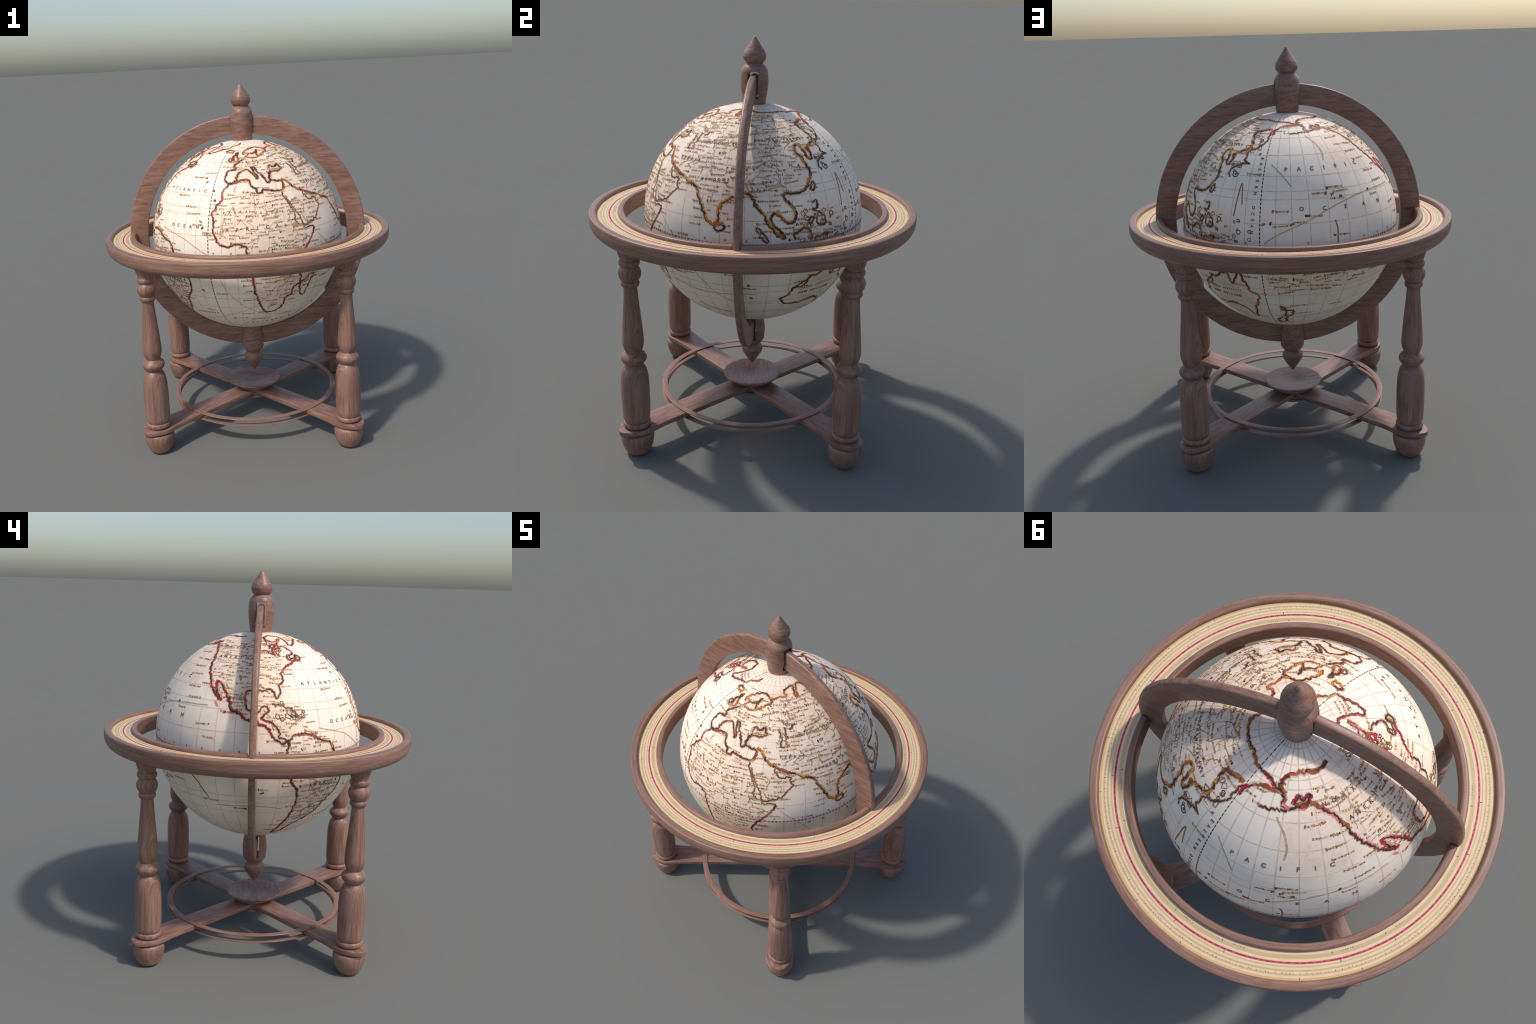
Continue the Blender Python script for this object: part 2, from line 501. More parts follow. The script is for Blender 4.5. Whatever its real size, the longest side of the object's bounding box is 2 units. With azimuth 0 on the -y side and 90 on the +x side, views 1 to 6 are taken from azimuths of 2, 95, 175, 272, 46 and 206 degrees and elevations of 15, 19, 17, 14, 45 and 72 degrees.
# finials: slotted posts that straddle the meridian ring at both poles
FINIAL = smooth_profile([
    (0.0, 2.0000), (0.0065, 1.9945), (0.0150, 1.9815), (0.0275, 1.9635), (0.0408, 1.9435), (0.0522, 1.9250), (0.0560, 1.9100), (0.0562, 1.9010), (0.0530, 1.8890),
    (0.0465, 1.8800), (0.0405, 1.8740, "c"), (0.0450, 1.8690), (0.0545, 1.8590), (0.0610, 1.8495), (0.0640, 1.8420), (0.0655, 1.8330), (0.0675, 1.8130),
    (0.0685, 1.7920), (0.0678, 1.7680), (0.0645, 1.7400), (0.0600, 1.7100), (0.0568, 1.6850), (0.0555, 1.6720, "c"), (0.0, 1.6720, "c")], 0.003)
top = lathe("finial", FINIAL, wood_burr, thing, 96)
carve(top, [box_cutter((0.2, 0.0530, 0.1290), (0, 0, 1.7705), 0.008)], sharp=40)
low = link(bpy.data.objects.new("finial", top.data), thing)
low.rotation_euler = (math.pi, 0, 0)
low.location = (0, 0, 2 * GLOBE_Z)

# ---------------------------------------------------------------- globe and its printed map
paper = globe_paper("globe_parchment")
bm = bmesh.new()
bmesh.ops.create_uvsphere(bm, u_segments=256, v_segments=128, radius=GLOBE_R)
gm = bpy.data.meshes.new("globe")
bm.to_mesh(gm)
bm.free()
gm.materials.append(paper)
gm.polygons.foreach_set("use_smooth", [True] * len(gm.polygons))
globe = link(bpy.data.objects.new("globe", gm), thing)
globe.location = (0, 0, GLOBE_Z)


def on_globe(lon, lat, lift=0.0):
    a, b = math.radians(lon + LON_TO_AZIMUTH), math.radians(lat)
    r = GLOBE_R + lift
    return Vector((r * math.cos(b) * math.cos(a), r * math.cos(b) * math.sin(a), r * math.sin(b)))


class Print:
    """Collects inked strokes lying on the globe into one mesh with several inks."""

    def __init__(self, inks):
        self.inks, self.v, self.f, self.m = inks, [], [], []
        self.index = {k: i for i, k in enumerate(inks)}

    def ribbon(self, path, width, ink, lift, shift=0.0):
        """path: (lon, lat) list; width: number or list, metres; shift: sideways offset to the left of travel, metres."""
        n = len(path)
        if n < 2:
            return
        p = [on_globe(*q) for q in path]
        base = len(self.v)
        for i in range(n):
            t = (p[min(n - 1, i + 1)] - p[max(0, i - 1)])
            up = p[i].normalized()
            side = up.cross(t)
            if side.length < 1e-9:
                side = Vector((0, 0, 1)).cross(up)
            side.normalize()
            w = (width[i] if isinstance(width, list) else width) / 2
            for s, h in ((w, -0.0004), (w, lift), (-w, lift), (-w, -0.0004)):
                q = p[i] + side * (shift + s)
                self.v.append(q.normalized() * (GLOBE_R + h))
        for i in range(n - 1):
            a, b = base + 4 * i, base + 4 * i + 4
            for k in range(3):
                self.f.append((a + k, b + k, b + k + 1, a + k + 1))
                self.m.append(self.index[ink])

    def blob(self, lon, lat, w, h, ink, lift, turn=0.0):
        c = math.cos(math.radians(lat))
        up = on_globe(lon, lat).normalized()
        east = Vector((0, 0, 1)).cross(up).normalized()
        north = up.cross(east)
        ca, sa = math.cos(turn), math.sin(turn)
        e, n = east * ca + north * sa, north * ca - east * sa
        base = len(self.v)
        shape = ((-0.5, -0.32), (-0.3, -0.5), (0.3, -0.5), (0.5, -0.3), (0.5, 0.3), (0.3, 0.5), (-0.3, 0.5), (-0.5, 0.32))
        for hgt in (-0.0004, lift):
            for x, y in shape:
                q = up * GLOBE_R + e * (x * w) + n * (y * h)
                self.v.append(q.normalized() * (GLOBE_R + hgt))
        k = len(shape)
        self.f.append(tuple(base + k + i for i in range(k)))
        self.m.append(self.index[ink])
        for i in range(k):
            j = (i + 1) % k
            self.f.append((base + i, base + j, base + k + j, base + k + i))
            self.m.append(self.index[ink])

    def finish(self, name):
        o = mesh_object(name, self.v, self.f, list(self.inks.values()), globe, None, self.m)
        o["kind"] = "stuff"
        return o


def densify(points, step=1.0, wiggle=0.0):
    """Catmull-Rom through map points, about `step` degrees apart, with a hand-drawn wobble."""
    if len(points) == 2:
        points = [points[0], tuple(0.5 * (a + b) for a, b in zip(*points)), points[1]]
    ext = [tuple(2 * a - b for a, b in zip(points[0], points[1]))] + list(points) + [tuple(2 * a - b for a, b in zip(points[-1], points[-2]))]
    out = []
    for i in range(1, len(ext) - 2):
        p0, p1, p2, p3 = ext[i - 1:i + 3]
        c = math.cos(math.radians(0.5 * (p1[1] + p2[1])))
        d = math.hypot((p2[0] - p1[0]) * c, p2[1] - p1[1])
        n = max(2, int(d / step))
        for k in range(n):
            t = k / n
            q = [0.5 * (2 * p1[j] + (p2[j] - p0[j]) * t + (2 * p0[j] - 5 * p1[j] + 4 * p2[j] - p3[j]) * t * t + (3 * p1[j] - p0[j] - 3 * p2[j] + p3[j]) * t ** 3) for j in (0, 1)]
            out.append((q[0] + rng.gauss(0, wiggle) / max(0.25, c), q[1] + rng.gauss(0, wiggle)))
    out.append(points[-1])
    return out


INKS = dict(
    line=plain("graticule_ink", (0.735, 0.555, 0.430), 0.6, 0.14, 30.0),
    black=plain("coast_ink", (0.038, 0.020, 0.024), 0.6, 0.0, 75.0, (0.105, 0.045, 0.034)),
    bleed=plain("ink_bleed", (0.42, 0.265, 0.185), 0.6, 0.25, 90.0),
    brown=plain("brown_ink", (0.215, 0.115, 0.050), 0.6, 0.0, 60.0, (0.36, 0.215, 0.085)),
    smear=plain("smeared_ink", (0.72, 0.530, 0.365), 0.6, 0.15, 60.0),
    haze=plain("ink_haze", (0.735, 0.545, 0.400), 0.6, 0.14, 70.0),
    blot=plain("blotted_ink", (0.80, 0.610, 0.460), 0.6, 0.16, 90.0),
    script=plain("script_ink", (0.385, 0.240, 0.120), 0.6, 0.30, 70.0),
    tan=plain("faded_ink", (0.56, 0.385, 0.225), 0.6, 0.20, 60.0),
    letter=plain("letter_ink", (0.175, 0.120, 0.098), 0.6, 0.45, 80.0),
    red=plain("red_wash", (0.66, 0.020, 0.045), 0.6, 0.0, 60.0, (0.40, 0.020, 0.035)),
    rose=plain("rose_wash", (0.74, 0.22, 0.185), 0.6, 0.15, 40.0),
    orange=plain("orange_wash", (0.72, 0.265, 0.022), 0.6, 0.0, 60.0, (0.46, 0.140, 0.020)),
    ochre=plain("ochre_wash", (0.52, 0.285, 0.060), 0.6, 0.25, 60.0),
    rust=plain("rust_wash", (0.34, 0.090, 0.040), 0.6, 0.3, 60.0),
    violet=plain("violet_ink", (0.34, 0.20, 0.19), 0.6, 0.25, 40.0))

# --- graticule: parallels, unevenly spaced meridians (two hemispheres of an old globular projection), tropics and polar circles
grid = Print(INKS)
STEP = [0, 7.7, 15.6, 24.4, 34.2, 44.5, 55.9, 68.1, 79.7, 90.0]
meridians = []
for edge, sign in ((162.0, 1), (162.0, -1), (-18.0, 1), (-18.0, -1)):
    meridians += [edge + sign * s for s in STEP[1:-1]]
meridians += [-108.0, 72.0]
for lon in meridians:
    grid.ribbon([(lon, b) for b in range(-80, 87, 2)], 0.0042, "line", 0.0003)
for lat in (-68, -56.5, -45.5, -34, -22.7, -11.3, 11.3, 22.7, 34, 45.5, 56.5, 68, 76.5, 82):
    grid.ribbon([(l, lat) for l in range(0, 361, 2)], 0.0040, "line", 0.0003)
for lat in (26.6, -26.6, 71.2, -71.2):
    grid.ribbon([(l, lat) for l in range(0, 361, 2)], 0.0040, "line", 0.00034)
for lon in (162.0, -18.0):
    for b in range(-82, 85, 2):
        grid.ribbon([(lon, b + 0.1), (lon, b + 0.7), (lon, b + 1.3)], 0.0052 * max(0.55, math.cos(math.radians(b))), "black", 0.0007)
    grid.ribbon([(lon, b) for b in range(-84, 87, 2)], 0.0040, "line", 0.0004)
for l in range(0, 360, 2):
    grid.blob(l, 0.0, 0.0112, 0.0090, rng.choice(("brown", "bleed", "violet", "brown")), 0.0007)
grid.ribbon([(l, 0.55) for l in range(0, 361, 2)], 0.0022, "line", 0.0004)
grid.ribbon([(l, -0.55) for l in range(0, 361, 2)], 0.0022, "line", 0.0004)
for l in range(-175, 180, 10):          # degree numbers beside the equator
    if rng.random() < 0.8:
        grid.blob(l, 1.9, 0.008, 0.012, "bleed", 0.0006)
grid.finish("graticule")

# --- coastlines
coasts = Print(INKS)
WASH = dict(red=("red", "red", "rose", "rust", "red", None), orange=("orange", "orange", "orange", "ochre", "rust", None), brown=("tan", "rust", None, "bleed"), mixed=("ochre", "rust", None, None, "tan"))
coast_paths = []


def coast(name, wash, land_side, points):
    path = densify(points, 0.60, 0.27)
    coast_paths.append((name, path, land_side))
    fine = name in ("africa_west", "arabia", "red_sea_west", "brazil", "new_holland", "greenland", "greenland_east", "hudson_bay", "labrador", "siberia", "scandinavia", "baltic", "iceland", "new_zealand")
    bold = {"brown": 0.70}.get(wash, 1.0) * (0.76 if fine else 1.0)
    core = [bold * rng.choice((0.0045, 0.0065, 0.0085, 0.0110)) for _ in path]
    core = [0.6 * core[i] + 0.2 * (core[max(0, i - 1)] + core[min(len(core) - 1, i + 1)]) for i in range(len(core))]
    halo = [bold * rng.uniform(0.014, 0.024) for _ in path]
    coasts.ribbon(path, [0.5 * halo[i] + 0.25 * (halo[max(0, i - 1)] + halo[min(len(halo) - 1, i + 1)]) for i in range(len(halo))], "haze", 0.00045, land_side * 0.002)
    coasts.ribbon(path, [w + 0.0055 for w in core], "bleed", 0.0006)
    i = 0
    while i < len(path) - 2:                     # the dark line, here and there browner
        n = rng.randint(4, 14)
        run = path[i:i + n + 1]
        coasts.ribbon(run, core[i:i + n + 1], "rust" if rng.random() < 0.14 else "black", 0.0009)
        i += n
    i = 0
    while i < len(path) - 2:                     # broken runs of colour wash along the land side
        n = rng.randint(2, 8)
        faded = name in ("california", "labrador") and path[i][1] < 12 or name == "africa_north" and path[i][0] > 16
        ink = rng.choice(WASH["mixed" if faded else wash])
        run = path[i:i + n + 1]
        if ink and len(run) > 2:
            side = land_side if land_side and rng.random() < 0.82 else rng.choice((-1, 1))
            w = [bold * (1.25 if wash == "orange" else 1.0) * rng.choice((0.003, 0.005, 0.007, 0.010)) for _ in run]
            coasts.ribbon(run, w, ink, 0.0007, side * rng.uniform(0.004, 0.0080) * bold)
            if rng.random() < (0.42 if wash == "orange" else 0.24):              # wash strong enough to cover the line
                coasts.ribbon(run, [0.8 * q for q in w], ink, 0.0012, side * 0.0022)
        i += n


coast("africa_west", "red", 1, [(-7.5, 41.4), (-8.4, 39.3), (-10.3, 37.5), (-11, 34.5), (-10.4, 32.1), (-12, 29.7), (-13.7, 28.3), (-14.3, 26.4),
        (-16.1, 23.8), (-15.3, 20.9), (-14.9, 17.7), (-15.4, 14.6), (-14.2, 11.5), (-12.5, 8.4), (-9.7, 6.1), (-5.6, 5.3), (-1, 7.2), (1.2, 6), (3.4,
        4.7), (3.7, 1.8), (6.2, -13), (7, -18.7), (7.6, -22.8), (9.6, -29.1), (11.7, -34.4), (14.5, -39.4), (18.2, -40.1), (23, -38.7), (25.7, -36.5),
        (27, -33.2), (27.3, -29), (30.7, -26.9), (31.4, -21.8), (35.3, -19.6), (35.6, -15.4), (34.8, -13.4), (33, -9.7), (33.6, -5.2), (38.5, 1.2),
        (43.2, 6.8), (46.1, 11.5)])
coast("africa_north", "red", -1, [(-7.5, 41.4), (-2.9, 41.5), (0.7, 43), (5, 42.9), (7.8, 43), (8.2, 40.5), (8.8, 38.9), (11.6, 37.7), (12.9,
        35.3), (15.6, 34.9), (17.1, 36.5), (21, 35.7), (26.7, 35), (30.7, 35.5), (31.9, 38), (31.8, 40.5), (28.8, 41.3), (25.2, 42.2), (24.1, 44.3),
        (26.4, 47.7)])
coast("red_sea_west", "brown", -1, [(29.4, 34.1), (30.3, 30), (31.8, 26), (33.9, 21.4), (33.7, 16.4), (37.1, 14), (40, 11.9), (42.2, 12.2), (45.8,
        11.8)])
coast("arabia", "brown", 1, [(30.5, 31.5), (33, 25.8), (35.3, 22.2), (37.2, 18.6), (38, 15.2), (39.3, 13.2), (42.1, 14.1), (45.8, 15.4), (49.4,
        17.1), (52.6, 20.4), (55.5, 22.9), (53.9, 25.2), (54, 27.7), (48.6, 27.3), (46.1, 29.4), (44.8, 32.2)])
coast("asia_south", "orange", 1, [(33.2, 41.8), (36.6, 39.7), (39.1, 36.1), (44, 33.5), (49.2, 31.2), (53.6, 29.7), (58.6, 28.3), (63.6, 26.5),
        (60.8, 26.8), (65.1, 25.9), (68.3, 23.7), (69.6, 20.6), (71.4, 17.6), (73.5, 14.2), (74.8, 11.6), (76.5, 9.5), (79, 8.8), (81.4, 10.9), (81.1,
        14.9), (81.9, 17.3), (84.6, 20.2), (88.4, 22.2), (93.2, 23.8), (95.2, 23.8), (97.7, 21.2), (98.7, 18.5), (101, 16.2), (102.9, 14.4), (104.2,
        10.8), (106.1, 8.4), (108.4, 5.6), (110.7, 3.6), (113.1, 2.5)])
coast("china_sea", "orange", 1, [(113.1, 2.5), (111.7, 5.4), (109.3, 7.8), (107.5, 9.8), (106.6, 12.5), (108.1, 14.7), (110.9, 12.8), (113.7,
        10.3), (116.1, 9.7), (118.7, 11.8), (118.5, 15.4), (116.2, 18.8), (113.4, 21.3), (114.2, 23.5), (117.3, 23.3), (121.2, 23.5), (126, 24.9),
        (128.2, 28), (131.1, 31.6), (130.7, 34.6), (129.5, 37.8), (129, 41), (126.3, 42.9), (126.6, 46.2), (130.1, 47.7), (130.9, 45.3), (132.5,
        42.9), (133.4, 39.6), (136.1, 39.3), (137.2, 43.6), (136.1, 45.4), (136.6, 43.9), (138.5, 46.3), (146.4, 49.1), (146.4, 54.7), (143.5, 58.8),
        (145.3, 61.1), (154.6, 62.9), (160, 63)])
coast("kamchatka", "brown", 0, [(160.4, 62.2), (159.5, 58.5), (158.8, 54.4), (156.5, 52.5), (153.1, 49.9), (147.5, 47.4), (147.4, 45.1), (147.7,
        41.9), (151.1, 40.4), (147.1, 40.2), (140.1, 37.2), (139.1, 35.1), (140.4, 32.7)])
coast("ceylon", "orange", 0, [(79.6, 7.9), (81.5, 9.5), (83.9, 9.3), (84.4, 7.5), (82.1, 5.9), (79.9, 6.6), (79.6, 7.9)])
coast("sumatra", "brown", 0, [(99.2, 8.1), (101, 7.2), (103.3, 4.8), (105.2, 1.5), (102.4, 2.5), (100.6, 4.8), (99.2, 8.1)])
coast("borneo", "orange", -1, [(118, 2.1), (117.5, 4.5), (119.5, 5.2), (122.1, 6.8), (124.7, 6.5), (126.3, 3.9), (126.6, 1)])
coast("philippines", "brown", 0, [(128.1, 18.2), (130.1, 19.3), (131.6, 17.7), (130.6, 15.5), (128.2, 15.4), (130.4, 14.1), (133.2, 12.3), (134.8,
        10.2), (135.3, 7.8), (131.5, 7.4), (130, 10.5), (130.4, 14.1)])
coast("celebes", "brown", 0, [(125.4, 9.2), (126.7, 11.8), (128.3, 11.2), (127, 9), (125.4, 9.2)])
coast("formosa", "brown", 0, [(130.8, 28.2), (131.7, 26.2), (129.9, 23.5), (129, 25.6), (130.8, 28.2)])
coast("new_guinea", "orange", 0, [(128.6, 1.2), (129.7, 2), (133.3, 1.9), (135.1, 3.5), (136.4, 1.8)])
coast("iberia", "mixed", 0, [(8, 62.1), (6.7, 60.6), (2.9, 58.5), (-1.2, 55.8), (-4.2, 53.8), (-3, 50.3), (-9.2, 50.2), (-9.9, 47.2), (-10.2,
        43.8), (-7.2, 41.1), (-4.1, 41), (-1.8, 43.1), (-1.3, 46.4), (1.3, 48.7), (6.4, 50.6), (9, 48.9), (11.8, 45.8), (13.9, 43.4), (14.9, 45),
        (12.4, 48.7), (10.7, 52.2), (13.8, 51.1), (15.7, 47.9), (17.9, 46), (20, 42.4), (21.9, 40.6), (23.7, 41.8), (23.9, 45.5), (26.4, 47.7)])
coast("black_sea", "mixed", 0, [(25.7, 47.7), (26.3, 50.2), (28.4, 52.3), (30.9, 51), (33, 51.5), (36.6, 52.5), (36.5, 50.5), (38.1, 49.3), (32.6,
        47.7), (28.9, 48), (25.7, 47.7)])
coast("caspian", "brown", 0, [(47.2, 52.7), (48.7, 49.5), (49.6, 46.4), (49.2, 43.4), (53.4, 43.3), (53, 45.1), (52.3, 48.7), (52.5, 53.3)])
coast("aral", "brown", 0, [(56, 51.7), (58.1, 52.6), (58.5, 54), (61.8, 53.9)])
coast("scandinavia", "orange", -1, [(5.5, 63), (4.4, 66.1), (13, 69.5), (25.4, 71.5), (33.4, 69.4), (38.3, 66.7), (31.7, 64.2), (22.2, 60.9),
        (13.1, 59.6), (7.7, 61.1), (11.2, 63.5), (19, 64.1), (22.8, 66.9)])
coast("baltic", "orange", 0, [(19, 64.1), (22.4, 65.7), (24.1, 67.5), (21.2, 63.7), (22.2, 60.9)])
coast("siberia", "orange", -1, [(33.4, 69.4), (37.7, 68.2), (46.3, 69.8), (59.6, 70.3), (54.8, 72.8), (60.8, 74.9), (75.3, 75.5), (73.3, 71.5),
        (74.1, 69), (80.6, 74), (91, 76.4), (101.8, 73.4), (111.4, 72.9), (124.7, 72.5), (141.8, 72.9), (154.8, 71.9), (161.8, 70.6)])
coast("beringia", "red", -1, [(161.8, 70.6), (174, 70.4), (184.8, 68.1), (189.1, 67)])
coast("britain", "mixed", 0, [(-6.8, 58), (-7.7, 61), (-4.3, 63.4), (-2.8, 65.9), (-2.9, 61.7), (-0.6, 57.9), (-4, 57.2), (-6.8, 58)])
coast("ireland", "brown", 0, [(-11, 59.6), (-8.2, 59.5), (-7.9, 57.3), (-10.7, 57.7), (-11, 59.6)])
coast("iceland", "orange", 0, [(-18.2, 65.9), (-17.9, 67.8), (-10.1, 67.8), (-10.1, 65.7), (-18.2, 65.9)])
coast("greenland_east", "orange", -1, [(-2.2, 78.7), (-6.1, 75.6), (-16.6, 73.4), (-19.5, 70.4)])
coast("greenland", "red", 1, [(-19.5, 70.4), (-33.1, 68.4), (-43, 64.5), (-48.4, 65.4), (-47, 70.6), (-51.9, 75.3), (-71, 76.5), (-79.5, 74.1),
        (-78.8, 67.9)])
coast("hudson_bay", "red", 1, [(-80.9, 74.9), (-77.9, 70), (-63.9, 68.4), (-54.5, 71.7), (-73.4, 61.1), (-73.2, 56.5), (-76.4, 57.2), (-80.4,
        59.4), (-84.9, 59.3)])
coast("baffin", "red", 1, [(-74.3, 61.1), (-75.8, 62.7), (-72.7, 65), (-66.1, 64.5), (-65.8, 61.9), (-73.4, 61.1)])
coast("labrador", "red", -1, [(-62.2, 63.6), (-57.8, 62.3), (-54.2, 59.4), (-53.4, 57.1), (-61.4, 54.4), (-60.9, 52.4), (-54.8, 53.6), (-58.9,
        50.4), (-64.8, 48), (-68.7, 45.1), (-70.7, 42.4), (-70.9, 38.7), (-73.7, 36.1), (-73.6, 32.7), (-75, 29.4), (-76.5, 29.8), (-78.4, 33.2),
        (-81.5, 34.1), (-83.7, 32.8), (-86.3, 33.5), (-90.5, 32.9), (-93.5, 31.3), (-93.6, 27.6), (-92.3, 24), (-89.7, 21.4), (-86.4, 21.5), (-84.6,
        22.9), (-84.1, 24.7), (-81.2, 24.7), (-80.5, 22.9), (-82.6, 20.7), (-84.5, 18.9), (-82.2, 18), (-79.4, 17.2), (-76.6, 15), (-75.3, 12.3),
        (-74.9, 9.7), (-72.1, 8.3), (-69.3, 8), (-67.9, 10.4), (-63.9, 11.1), (-59.4, 10.9), (-55.2, 8.8), (-51.3, 7.1), (-45.8, 5.6), (-43.2, 2.5),
        (-42.4, 0.6)])
coast("newfoundland", "mixed", 0, [(-52.9, 55.6), (-49.4, 54.1), (-50.4, 52.1), (-55.5, 51.6), (-52.9, 55.6)])
coast("alaska", "red", 1, [(-115.4, 74.9), (-125.9, 73.4), (-146.2, 73.9), (-163.5, 72.9), (-169.1, 70.7), (-172, 68.5), (-169.2, 66.9), (-165.3,
        65.3), (-165.7, 62.8), (-161.2, 61.2), (-150.8, 62.9), (-145.1, 63.6), (-149.1, 62.9), (-144.3, 63.4), (-139.9, 61.3), (-133.8, 58.6),
        (-130.1, 56.3), (-128.2, 53.1), (-125.9, 49.4), (-124.1, 45.2), (-123.4, 44), (-120.8, 40.2), (-117.9, 36.7), (-115.3, 32.8), (-112.4, 30.1),
        (-108.8, 27.5), (-107.7, 26.7)])
coast("california", "red", 1, [(-108, 27.6), (-110.7, 30.3), (-113.1, 35), (-113.4, 37.1), (-109.5, 35.3), (-106, 31.6), (-103.4, 27.9), (-102.5,
        25.7), (-102.1, 23.4), (-98.3, 21.4), (-94.8, 19.4), (-91.4, 17.7), (-90, 17.8), (-86.2, 15.9), (-81.2, 14.1), (-79.4, 11), (-76.7, 8), (-73,
        6.6), (-71.2, 7.9), (-70.2, 5.2), (-71.1, 1.6), (-68.5, -12.2), (-66.7, -15.2), (-63.6, -19.1), (-62.6, -25.2), (-63, -31.3), (-64, -38.4),
        (-66.7, -46.2), (-69.8, -58.2)])
coast("bristol_bay", "red", 1, [(-156.2, 63.2), (-154.1, 66.4), (-150.6, 64.1), (-144, 66.6), (-146.7, 63), (-150.8, 62.6), (-156.2, 63.2)])
coast("aleutians", "brown", 0, [(178, 59.1), (185.4, 60), (193.4, 60.8), (198.2, 60.5)])
coast("anadyr", "red", 1, [(162.8, 59.2), (162.4, 62.2), (166.7, 64.7), (174.1, 66.3), (186.9, 66.5)])
coast("brazil", "mixed", 0, [(-67.2, 10.7), (-57.3, 10.5), (-52.3, 7.4), (-45.9, 5.6), (-43.9, 2.5), (-42.6, 0.3), (-33.7, -14.2), (-35.1, -23.4),
        (-40.9, -29), (-44, -36), (-50.8, -42.3), (-45.1, -36.5), (-48.2, -39.6), (-49.5, -40.9), (-55.9, -45.9), (-60.6, -51.8), (-63.1, -55.7),
        (-69.1, -59.4)])
coast("new_holland", "orange", -1, [(120.8, -25.3), (126.3, -24.5), (128.8, -19.7), (133.2, -19.1), (136.9, -16.3), (142.2, -15.5), (142.7,
        -19.1), (144.1, -21.4), (146.6, -17.4), (148, -14.8), (150.5, -14.5), (151.3, -17.7), (152.9, -21.1), (153.5, -24.8), (155.2, -25.7), (158.2,
        -27.7), (157, -32.2), (154.1, -36.9), (151.9, -43.2), (151.3, -47.4), (148.7, -45.9), (146.3, -40.9), (142.2, -38), (137.9, -36.2), (129.4,
        -38.7), (124.2, -37.5), (123.3, -38.5), (118.2, -37.3), (114.3, -32.9), (118.2, -30.1), (120, -25.5), (123.3, -23.3), (126.8, -21.3), (129.1,
        -18.6)])
coast("new_zealand", "orange", 0, [(170.5, -35), (172.1, -36.8), (173.5, -38.8), (177.8, -39.7), (176.4, -43.8), (173, -45.8), (171.7, -52.2),
        (167, -54.1), (166, -49.7), (170, -45.9), (173.2, -42.8), (172.4, -39.2), (170, -36.8), (170.5, -35)])
coast("madagascar", "brown", 0, [(38.6, -28.8), (35.7, -21.2), (38.2, -18.4), (42.1, -15.5), (45.6, -16.3), (43.5, -20.6), (41.9, -26.3), (41.8,
        -29.1), (38.6, -28.8)])
coast("cuba", "brown", 0, [(-78.7, 25.7), (-75.2, 26.1), (-72.3, 24.7), (-67.3, 24.2)])
coast("hispaniola", "brown", 0, [(-68.5, 22.9), (-66.5, 22.4), (-65.2, 20.5), (-66.3, 19.2)])
coast("antilles", "brown", 0, [(-62.8, 22.2), (-61.5, 20.4), (-61.7, 19), (-63.3, 19.1)])

coasts.finish("coastlines")

# --- rivers, sea tracks and crowded place names
LANDS = {
    "africa": ([(-14, 28), (-14, 13), (-5, 8), (8, 3), (10, -25), (18, -37), (26, -30), (33, -14), (41, 8), (34, 16), (29, 33), (10, 36), (-5, 38)], 135, 24),
    "europe": ([(-6, 48), (3, 58), (10, 60), (30, 62), (38, 67), (60, 68), (60, 55), (42, 48), (20, 47), (6, 50)], 70, 14),
    "arabia": ([(34, 30), (44, 30), (53, 22), (44, 15), (39, 17)], 14, 2),
    "asia": ([(35, 44), (46, 43), (60, 68), (100, 71), (140, 68), (142, 60), (130, 50), (124, 40), (128, 34), (116, 24), (106, 15), (96, 25), (84, 22), (78, 12), (70, 25), (56, 31), (44, 35)], 235, 46),
    "north_america": ([(-124, 56), (-120, 42), (-108, 30), (-95, 20), (-92, 33), (-78, 36), (-70, 44), (-62, 55), (-80, 58), (-95, 66), (-140, 68), (-135, 60)], 160, 26),
    "south_america": ([(-70, 7), (-56, 8), (-44, -1), (-37, -15), (-44, -33), (-60, -46), (-66, -50), (-63, -36), (-62, -22), (-68, -10)], 80, 18),
    "caribbean": ([(-88, 30), (-60, 24), (-58, 12), (-80, 14)], 34, 2),
    "indies": ([(115, 12), (145, 14), (150, -12), (118, -10)], 40, 2),
    "south_sea_isles": ([(165, -8), (168, -26), (190, -24), (225, -18), (228, -6), (195, -8)], 60, 2)}


def inside(p, poly):
    hit = False
    for (x0, y0), (x1, y1) in zip(poly, poly[1:] + poly[:1]):
        if (y0 > p[1]) != (y1 > p[1]) and p[0] < (x1 - x0) * (p[1] - y0) / (y1 - y0) + x0:
            hit = not hit
    return hit


names = Print(INKS)


